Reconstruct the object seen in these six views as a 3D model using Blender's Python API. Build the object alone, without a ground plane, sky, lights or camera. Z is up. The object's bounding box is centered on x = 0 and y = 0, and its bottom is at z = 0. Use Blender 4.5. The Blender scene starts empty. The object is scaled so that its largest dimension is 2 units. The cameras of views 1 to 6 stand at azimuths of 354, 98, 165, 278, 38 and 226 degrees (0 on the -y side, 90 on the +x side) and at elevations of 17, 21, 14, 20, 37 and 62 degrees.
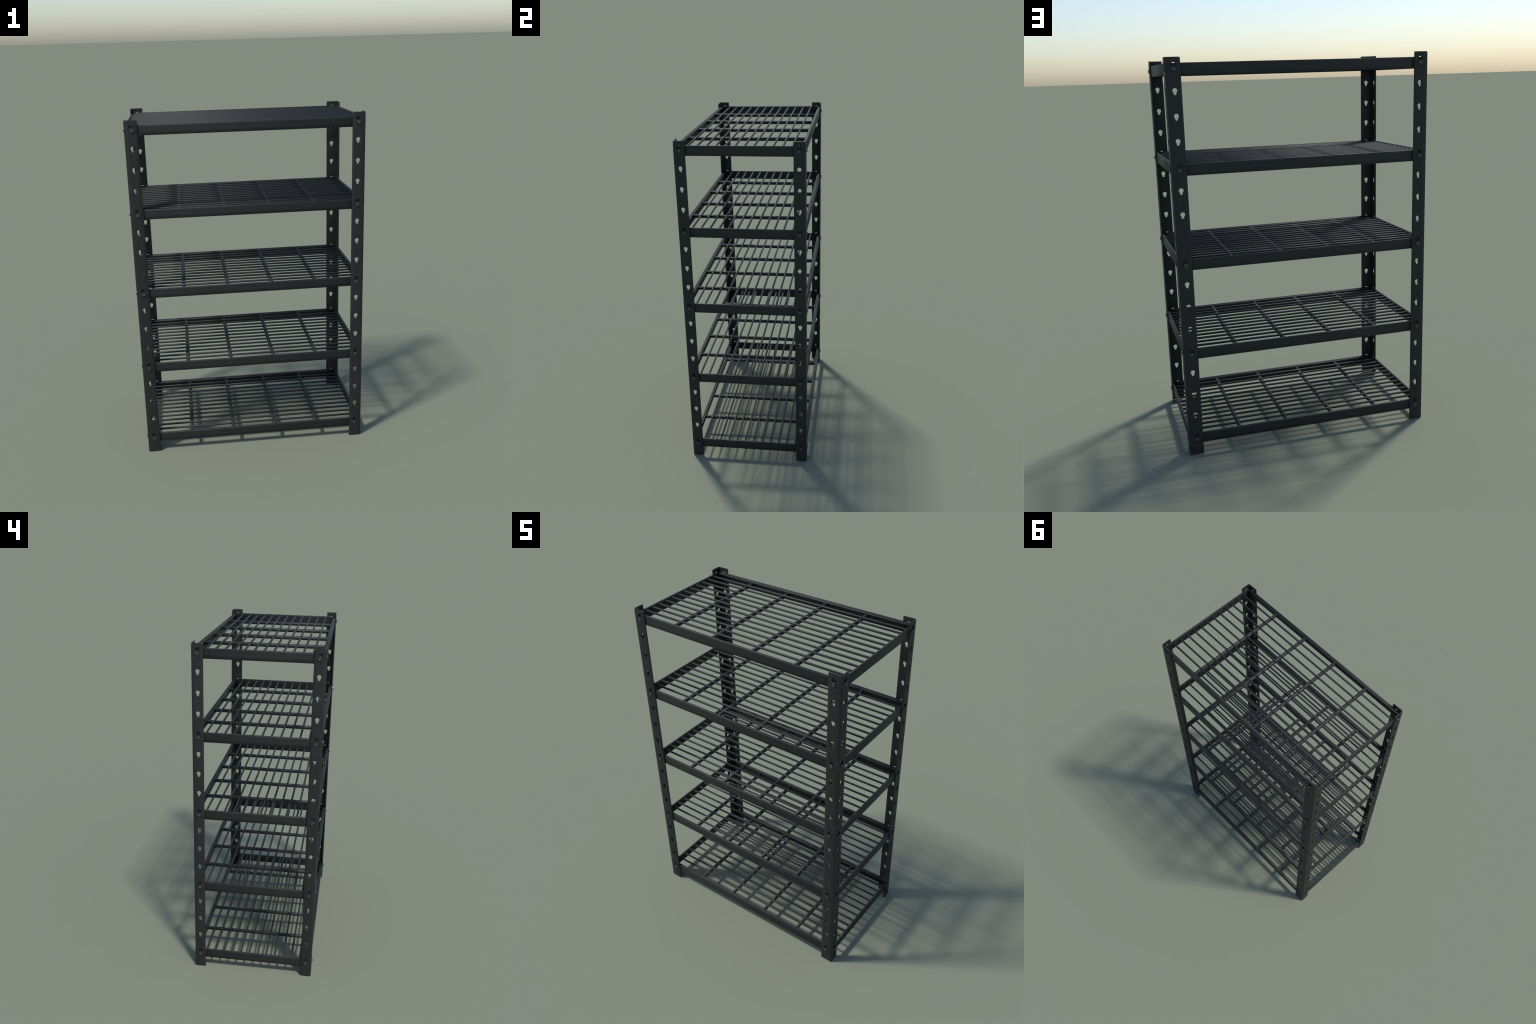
"""Black steel boltless shelving unit: four slotted angle posts, five levels of
bolted beams, each level carrying a wire deck."""
import math
import random
import bpy
from mathutils import Matrix, Vector

rng = random.Random(7)

# ------------------------------------------------------------------ sizes (m)
HEIGHT = 2.0
HALF_X, HALF_Y = 0.6586, 0.3561          # outer faces of the posts
FLANGE_X, FLANGE_Y = 0.0722, 0.0636      # widths of the two post flanges
SHEET = 0.0050                           # post sheet thickness
SLOT_X, SLOT_Y = 0.0400, 0.0334          # slot line, distance from the corner
SLOT_BASE, SLOT_PITCH, SLOT_COUNT = 0.0920, 0.11606, 17
EYE_RISE, EYE_R, NECK_R = 0.0144, 0.0115, 0.0064
EYE_ABOVE_BOLT = 0.0168
BOLT_DROP = 0.0021
LEVELS = [SLOT_BASE + SLOT_PITCH * 4 * i for i in range(5)]   # bolt heights
BEAM_X, BEAM_Y = 0.6535, 0.3510          # outer faces of the beams
BEAM_T = 0.0098
BEAM_UP, BEAM_DOWN = 0.0248, 0.0314      # above and below the bolt line
WIRE_R, WIRE_PITCH, WIRE_COUNT, WIRE_Z = 0.0059, 0.0518, 14, 0.0159
BAR_R, BAR_Z = 0.0110, 0.0066
BAR_X = [-0.0042 + 0.2567 * (i - 1.5) for i in range(4)]


# ------------------------------------------------------------------ materials
def powder_coat(name, tone, rough, speck, spec=0.50):
    m = bpy.data.materials.new(name)
    m.use_nodes = True
    t = m.node_tree
    n, l = t.nodes, t.links
    b = n["Principled BSDF"]
    co = n.new("ShaderNodeTexCoord")
    cloud = n.new("ShaderNodeTexNoise")
    cloud.inputs["Scale"].default_value = 9.0
    cloud.inputs["Detail"].default_value = 5.0
    ramp = n.new("ShaderNodeValToRGB")
    ramp.color_ramp.elements[0].position = 0.30
    ramp.color_ramp.elements[1].position = 0.72
    ramp.color_ramp.elements[0].color = (*[c * 0.90 for c in tone], 1)
    ramp.color_ramp.elements[1].color = (*[c * 1.10 for c in tone], 1)
    l.new(co.outputs["Object"], cloud.inputs["Vector"])
    l.new(cloud.outputs["Fac"], ramp.inputs["Fac"])
    # sparse little chips scattered over the coat
    pale_specks = n.new("ShaderNodeTexNoise")
    pale_specks.inputs["Scale"].default_value = 75.0
    pale_specks.inputs["Detail"].default_value = 2.0
    cut = n.new("ShaderNodeValToRGB")
    cut.color_ramp.elements[0].position = 0.79
    cut.color_ramp.elements[1].position = 0.84
    mix = n.new("ShaderNodeMix")
    mix.data_type = "RGBA"
    mix.inputs["B"].default_value = (*speck, 1)
    l.new(co.outputs["Object"], pale_specks.inputs["Vector"])
    l.new(pale_specks.outputs["Fac"], cut.inputs["Fac"])
    l.new(cut.outputs["Color"], mix.inputs["Factor"])
    l.new(ramp.outputs["Color"], mix.inputs["A"])
    l.new(mix.outputs["Result"], b.inputs["Base Color"])
    # fine orange-peel of the coating
    peel = n.new("ShaderNodeTexNoise")
    peel.inputs["Scale"].default_value = 420.0
    peel.inputs["Detail"].default_value = 2.0
    bump = n.new("ShaderNodeBump")
    bump.inputs["Strength"].default_value = 0.06
    bump.inputs["Distance"].default_value = 0.001
    l.new(co.outputs["Object"], peel.inputs["Vector"])
    l.new(peel.outputs["Fac"], bump.inputs["Height"])
    l.new(bump.outputs["Normal"], b.inputs["Normal"])
    b.inputs["Roughness"].default_value = rough
    b.inputs["Specular IOR Level"].default_value = spec
    return m


def zinc(name):
    m = bpy.data.materials.new(name)
    m.use_nodes = True
    t = m.node_tree
    n, l = t.nodes, t.links
    b = n["Principled BSDF"]
    co = n.new("ShaderNodeTexCoord")
    grain = n.new("ShaderNodeTexNoise")
    grain.inputs["Scale"].default_value = 260.0
    ramp = n.new("ShaderNodeValToRGB")
    ramp.color_ramp.elements[0].color = (0.078, 0.080, 0.081, 1)
    ramp.color_ramp.elements[1].color = (0.118, 0.121, 0.122, 1)
    l.new(co.outputs["Object"], grain.inputs["Vector"])
    l.new(grain.outputs["Fac"], ramp.inputs["Fac"])
    l.new(ramp.outputs["Color"], b.inputs["Base Color"])
    b.inputs["Metallic"].default_value = 0.8
    b.inputs["Roughness"].default_value = 0.42
    return m


COAT = powder_coat("black_powder_coat", (0.0132, 0.0129, 0.0126), 0.60, (0.07, 0.07, 0.074))
EDGE = powder_coat("coat_darkened_for_hole_shade", (0.0060, 0.0060, 0.0062), 0.70, (0.012, 0.012, 0.012), 0.2)  # same coat, blackened so the keyhole walls read as deep shadow
ZINC = zinc("zinc_plated_steel")


# ------------------------------------------------------------------ helpers
def make_mesh(name, verts, faces, mat, sharp_deg=52.0):
    me = bpy.data.meshes.new(name)
    me.from_pydata([tuple(v) for v in verts], [], faces)
    me.validate()
    me.update()
    me.materials.append(mat)
    me.polygons.foreach_set("use_smooth", [True] * len(me.polygons))
    me.set_sharp_from_angle(angle=math.radians(sharp_deg))
    return me


def place(name, me, parent, matrix=None):
    ob = bpy.data.objects.new(name, me)
    bpy.context.collection.objects.link(ob)
    ob.parent = parent
    if matrix is not None:
        ob.matrix_local = matrix
    return ob


class Builder:
    """Collects faces over welded points."""

    def __init__(self):
        self.v, self.f, self.key, self.sharp, self.soft = [], [], {}, set(), set()
        self.edge_faces = set()                  # punched walls of the keyholes

    def p(self, q):
        k = tuple(round(c, 6) for c in q)
        if k not in self.key:
            self.key[k] = len(self.v)
            self.v.append(k)
        return self.key[k]

    def face(self, pts):
        ids = []
        for q in pts:
            i = self.p(q)
            if not ids or ids[-1] != i:
                ids.append(i)
        if ids[0] == ids[-1]:
            ids.pop()
        if len(ids) > 2:
            self.f.append(ids)


# ------------------------------------------------------------------ posts
def in_keyhole(u, z):
    if u * u + z * z <= EYE_R ** 2:
        return True
    if u * u + (z + EYE_RISE) ** 2 <= NECK_R ** 2:
        return True
    if -EYE_RISE <= z <= 0:
        return abs(u) <= NECK_R + 0.0016 * (z + EYE_RISE) / EYE_RISE
    return False


def keyhole_ray(du, dz):
    lo, hi = EYE_R * 0.9, 0.03
    for _ in range(30):
        mid = (lo + hi) / 2
        if in_keyhole(du * mid, dz * mid):
            lo = mid
        else:
            hi = mid
    return lo


RIM = 0.0005                                          # eased edge of a keyhole
CELL_U, CELL_UP, CELL_DN = 0.0150, 0.0145, 0.0270     # cell round a keyhole eye


def cell_outline():
    """Points round the cell, counter-clockwise, with the matching keyhole rim."""
    nu, nz = 6, 10
    us = [-CELL_U + 2 * CELL_U * i / nu for i in range(nu + 1)]
    zs = [-CELL_DN + (CELL_UP + CELL_DN) * i / nz for i in range(nz + 1)]
    ring = [(u, -CELL_DN) for u in us[:-1]] + [(CELL_U, z) for z in zs[:-1]]
    ring += [(u, CELL_UP) for u in us[:0:-1]] + [(-CELL_U, z) for z in zs[:0:-1]]
    rim = []
    for u, z in ring:
        d = math.hypot(u, z)
        t = keyhole_ray(u / d, z / d)
        rim.append((u / d * t, z / d * t))
    return us, zs, ring, rim


def build_post():
    b = Builder()
    us, zs, ring, rim = cell_outline()
    eyes = [SLOT_BASE + SLOT_PITCH * k + EYE_ABOVE_BOLT for k in range(SLOT_COUNT)]
    rows = [0.016]
    for e in eyes:
        rows += [e + z for z in zs]
    rows.append(1.985)
    c, tip = 0.0026, 0.0010

    # two flanges described by u = distance from the corner; fl(u, depth, z)
    for axis, width, slot in ((0, FLANGE_X, SLOT_X), (1, FLANGE_Y, SLOT_Y)):
        def at(u, d, z):
            return (u, d, z) if axis == 0 else (d, u, z)

        def quad(p, q, r, s):
            b.face([p, q, r, s] if axis == 0 else [s, r, q, p])

        ua, ub = slot - CELL_U, slot + CELL_U
        for z0, z1 in zip(rows[:-1], rows[1:]):
            in_cell = any(e - CELL_DN - 1e-6 <= z0 and z1 <= e + CELL_UP + 1e-6 for e in eyes)
            # outer skin is depth 0, inner skin depth SHEET
            for u0, u1 in ((c, ua), (ub, width - tip)):
                quad(at(u1, 0, z0), at(u0, 0, z0), at(u0, 0, z1), at(u1, 0, z1))
            for u0, u1 in ((SHEET, ua), (ub, width)):
                quad(at(u0, SHEET, z0), at(u1, SHEET, z0), at(u1, SHEET, z1), at(u0, SHEET, z1))
            if not in_cell:
                uu = [slot + u for u in us]
                o = [at(u, 0, z0) for u in uu[::-1]] + [at(u, 0, z1) for u in uu]
                i = [at(u, SHEET, z0) for u in uu] + [at(u, SHEET, z1) for u in uu[::-1]]
                b.face(o if axis == 0 else o[::-1])
                b.face(i if axis == 0 else i[::-1])
            # rolled tip of the flange
            quad(at(width, tip, z0), at(width - tip, 0, z0), at(width - tip, 0, z1), at(width, tip, z1))
            quad(at(width, SHEET, z0), at(width, tip, z0), at(width, tip, z1), at(width, SHEET, z1))
        n = len(ring)
        for e in eyes:
            for k in range(n):
                (ra, rb), (ha, hb) = (ring[k], ring[(k + 1) % n]), (rim[k], rim[(k + 1) % n])
                P = lambda q, d: at(slot + q[0], d, e + q[1])
                ca, cb = [tuple(c * (1 + RIM / math.hypot(*q)) for c in q) for q in (ha, hb)]
                quad(P(rb, 0), P(ra, 0), P(ca, 0), P(cb, 0))
                quad(P(cb, 0), P(ca, 0), P(ha, RIM), P(hb, RIM))
                quad(P(ra, SHEET), P(rb, SHEET), P(hb, SHEET), P(ha, SHEET))
                b.edge_faces.add(len(b.f))
                quad(P(hb, RIM), P(ha, RIM), P(ha, SHEET), P(hb, SHEET))
        # ends; outer skin corners tilted back to shape the light shading patches there
        for end, zrow, s in ((HEIGHT, rows[-1], 1), (0.0, rows[0], -1)):
            cut = [(0.0, 0.0135), (0.0030, 0.0070), (0.0060, 0.0030), (0.0095, 0.0)]
            tips = [(width - tip - u, end - s * d) for u, d in cut]
            folds = [(c + u, end - s * d) for u, d in cut] if s > 0 else []
            uu = [slot + u for u in us]

            def q2(pts, outer=True):
                b.face(pts[::-1] if (axis == 1) ^ (s < 0) else pts)

            def mark(pts):
                for p, q in zip(pts[:-1], pts[1:]):
                    b.sharp.add(frozenset((b.p(p), b.p(q))))

            def soften(p, q):
                b.soft.add(frozenset((b.p(p), b.p(q))))
            T = [at(u, 0, z) for u, z in tips]
            knock = at(width - 0.0003, 0.0018, end)
            q2([at(width - tip, 0, zrow), at(ub, 0, zrow), at(ub, 0, end)] + T[::-1])
            for p, q in zip(T[:-1], T[1:]):
                q2([p, q, knock])
            mark(T)
            soften(T[-1], knock)
            soften(T[0], knock)
            q2([at(u, 0, zrow) for u in uu[::-1]] + [at(ua, 0, end), at(ub, 0, end)])
            hub = at(SHEET, SHEET, end)
            if folds:
                F = [at(u, 0, z) for u, z in folds]
                apex = (0.0020, 0.0020, end)
                q2([at(ua, 0, zrow), at(c, 0, zrow)] + F + [at(ua, 0, end)])
                for p, q in zip(F[:-1], F[1:]):
                    q2([q, p, apex])
                mark(F)
                soften(F[-1], apex)
                q2([hub, at(ua, SHEET, end), at(ua, 0, end), F[-1]])
                q2([hub, F[-1], apex])
            else:
                q2([at(ua, 0, zrow), at(c, 0, zrow), at(c, 0, end), at(ua, 0, end)])
                q2([hub, at(ua, SHEET, end), at(ua, 0, end), at(c, 0, end)])
            # inner skin
            q2([at(SHEET, SHEET, zrow), at(ua, SHEET, zrow), at(ua, SHEET, end), at(SHEET, SHEET, end)])
            q2([at(u, SHEET, zrow) for u in uu] + [at(ub, SHEET, end), at(ua, SHEET, end)])
            q2([at(ub, SHEET, zrow), at(width, SHEET, zrow), at(width, SHEET, end), at(ub, SHEET, end)])
            # tip
            zt = T[0][2]
            q2([at(width, tip, zrow), at(width - tip, 0, zrow), T[0], at(width, tip, zt + s * 0.003)])
            q2([at(width, tip, zt + s * 0.003), T[0], knock])
            q2([at(width, SHEET, zrow), at(width, tip, zrow), at(width, tip, zt + s * 0.003), knock, at(width, SHEET, end)])
            # end faces
            q2([at(ub, SHEET, end), at(width, SHEET, end), knock, T[-1], at(ub, 0, end)])
            q2([at(ub, SHEET, end), at(ub, 0, end), at(ua, 0, end), at(ua, SHEET, end)])
    # the bend
    for z0, z1 in zip(rows[:-1], rows[1:]):
        b.face([(c, 0, z0), (0, c, z0), (0, c, z1), (c, 0, z1)])
    top, low, zb = HEIGHT, 0.0, HEIGHT - 0.0135
    b.face([(c, 0, rows[-1]), (0, c, rows[-1]), (0, c, zb), (0.0020, 0.0020, top), (c, 0, zb)])
    b.face([(c, 0, low), (0, c, low), (0, c, rows[0]), (c, 0, rows[0])])
    b.face([(SHEET, SHEET, low), (0, c, low), (c, 0, low)])
    return b


def post_mesh(mirror):
    """Corner at the origin; sheet runs to +x and +y (or -y when mirrored)."""
    b = build_post()
    v = [(x, -y if mirror else y, z) for x, y, z in b.v]
    f = b.f if mirror else [q[::-1] for q in b.f]
    me = make_mesh("slotted_post", v, f, COAT)
    me.materials.append(EDGE)
    for i in b.edge_faces:
        me.polygons[i].material_index = 1
    for e in me.edges:
        k = frozenset(e.vertices)
        if k in b.sharp:
            e.use_edge_sharp = True
        elif k in b.soft:
            e.use_edge_sharp = False
    return me


# ------------------------------------------------------------------ beams
def beam_mesh(name, length):
    """Bar along x centred on the origin; outer face at y = 0 facing -y,
    z measured from the bolt line."""
    top, bot, T = BEAM_UP, -BEAM_DOWN, BEAM_T
    r, q = 0.0020, 0.0012
    g = 0.0006                                   # face set back below the top edge
    prof = [(0, top - q), (g, top - 0.010), (g, bot + 0.022), (g, bot + r), (g + r, bot),
            (T - r, bot), (T, bot + r), (T, bot + 0.018), (T, top - 0.006), (T, top - q),
            (T - q, top), (q, top)]
    h, e = length / 2, 0.0012
    sections = []
    for x, inset in ((-h, e), (-h + e, 0.0), (h - e, 0.0), (h, e)):
        ring = []
        for y, z in prof:
            cy, cz = T / 2, (top + bot) / 2
            ring.append((x, y + (inset if y < cy else -inset), z + (inset if z < cz else -inset)))
        sections.append(ring)
    v = [p for ring in sections for p in ring]
    n, f = len(prof), []
    for s in range(3):
        for k in range(n):
            a, c = s * n + k, s * n + (k + 1) % n
            f.append([a, c, c + n, a + n])
    f.append(list(range(n))[::-1])
    f.append([3 * n + k for k in range(n)])
    return make_mesh(name, v, f, COAT)


def rod_mesh(name, radius, length, sides):
    """Round bar along x with slightly eased ends."""
    h, e = length / 2, radius * 0.25
    v, f = [], []
    rings = [(-h, radius - e), (-h + e, radius), (h - e, radius), (h, radius - e)]
    for x, r in rings:
        for k in range(sides):
            a = 2 * math.pi * (k + 0.5) / sides
            v.append((x, r * math.cos(a), r * math.sin(a)))
    for s in range(len(rings) - 1):
        for k in range(sides):
            a, c = s * sides + k, s * sides + (k + 1) % sides
            f.append([a, c, c + sides, a + sides])
    f.append(list(range(sides))[::-1])
    f.append([3 * sides + k for k in range(sides)])
    return make_mesh(name, v, f, COAT, 60)


# ------------------------------------------------------------------ bolts
def bolt_mesh():
    """Hex bolt along +z; z = 0 is the post face, head above, shank below."""
    R, H = 0.0114, 0.0068
    v, f, rings = [], [], []

    def ring(z, radius, hexagonal, m=24):
        start = len(v)
        for k in range(m):
            a = 2 * math.pi * k / m
            q = radius
            if hexagonal:
                w = (a + math.pi / 6) % (math.pi / 3) - math.pi / 6
                q = radius * math.cos(math.pi / 6) / math.cos(math.pi / 6 - abs(w))
            v.append((q * math.cos(a), q * math.sin(a), z))
        rings.append(start)

    ring(-0.0140, 0.0036, False)
    ring(-0.0130, 0.0046, False)
    ring(0.0, 0.0046, False)
    ring(0.0, R, True)
    ring(H - 0.0016, R, True)
    ring(H - 0.0003, 0.0094, False)
    ring(H, 0.0080, False)
    ring(H - 0.0005, 0.0066, False)
    ring(H - 0.0022, 0.0040, False)
    m = 24
    for a, c in zip(rings[:-1], rings[1:]):
        for k in range(m):
            j = (k + 1) % m
            f.append([a + k, a + j, c + j, c + k])
    f.append([rings[0] + k for k in range(m)][::-1])
    f.append([rings[-1] + k for k in range(m)])
    return make_mesh("hex_bolt", v, f, ZINC, 28)


# ------------------------------------------------------------------ assembly
unit = bpy.data.objects.new("shelving_unit", None)
bpy.context.collection.objects.link(unit)
unit["label"] = "tall black steel storage rack with five wire shelves"
unit["category"] = "shelving unit"

straight, mirrored, bolt = post_mesh(False), post_mesh(True), bolt_mesh()
long_beam = beam_mesh("long_beam", 2 * BEAM_X)
side_beam = beam_mesh("side_beam", 2 * (BEAM_Y - BEAM_T) - 0.001)
wire = rod_mesh("deck_wire", WIRE_R, 2 * (BEAM_X - BEAM_T) + 0.004, 12)
bar = rod_mesh("cross_bar", BAR_R, 2 * (BEAM_Y - BEAM_T) + 0.004, 18)

for sx in (-1, 1):
    for sy in (-1, 1):
        # corner at (sx HALF_X, sy HALF_Y); sheet runs towards the middle
        me = straight if sx * sy > 0 else mirrored
        turn = Matrix.Rotation(0 if sx < 0 else math.pi, 4, "Z")
        stand = Matrix.Translation((sx * HALF_X, sy * HALF_Y, 0)) @ turn
        post = place("post", me, unit, stand)
        for z in LEVELS:
            for face in ("x", "y"):
                if face == "y":
                    where = Vector((sx * (HALF_X - SLOT_X), sy * HALF_Y, z - BOLT_DROP))
                    out = Vector((0, sy, 0))
                else:
                    where = Vector((sx * HALF_X, sy * (HALF_Y - SLOT_Y), z - BOLT_DROP))
                    out = Vector((sx, 0, 0))
                rot = out.to_track_quat("Z", "Y").to_matrix().to_4x4()
                spin = Matrix.Rotation(rng.uniform(0, math.tau), 4, "Z")
                world = Matrix.Translation(where) @ rot @ spin
                place("bolt", bolt, post, stand.inverted() @ world)

for z in LEVELS:
    for side in (-1, 1):
        turn = Matrix.Rotation(0 if side < 0 else math.pi, 4, "Z")
        place("long_beam", long_beam, unit, Matrix.Translation((0, side * BEAM_Y, z)) @ turn)
        turn = Matrix.Rotation(math.pi / 2 if side > 0 else -math.pi / 2, 4, "Z")
        place("side_beam", side_beam, unit, Matrix.Translation((side * BEAM_X, 0, z)) @ turn)
    for i in range(WIRE_COUNT):
        y = WIRE_PITCH * (i - (WIRE_COUNT - 1) / 2)
        y += -0.0008 if 0 < i < WIRE_COUNT - 1 else math.copysign(0.0010, y)
        roll = Matrix.Rotation(rng.uniform(0, math.tau), 4, "X")
        place("deck_wire", wire, unit, Matrix.Translation((0, y, z + WIRE_Z)) @ roll)
    for x in BAR_X:
        place("cross_bar", bar, unit, Matrix.Translation((x, 0, z + BAR_Z)) @ Matrix.Rotation(math.pi / 2, 4, "Z"))
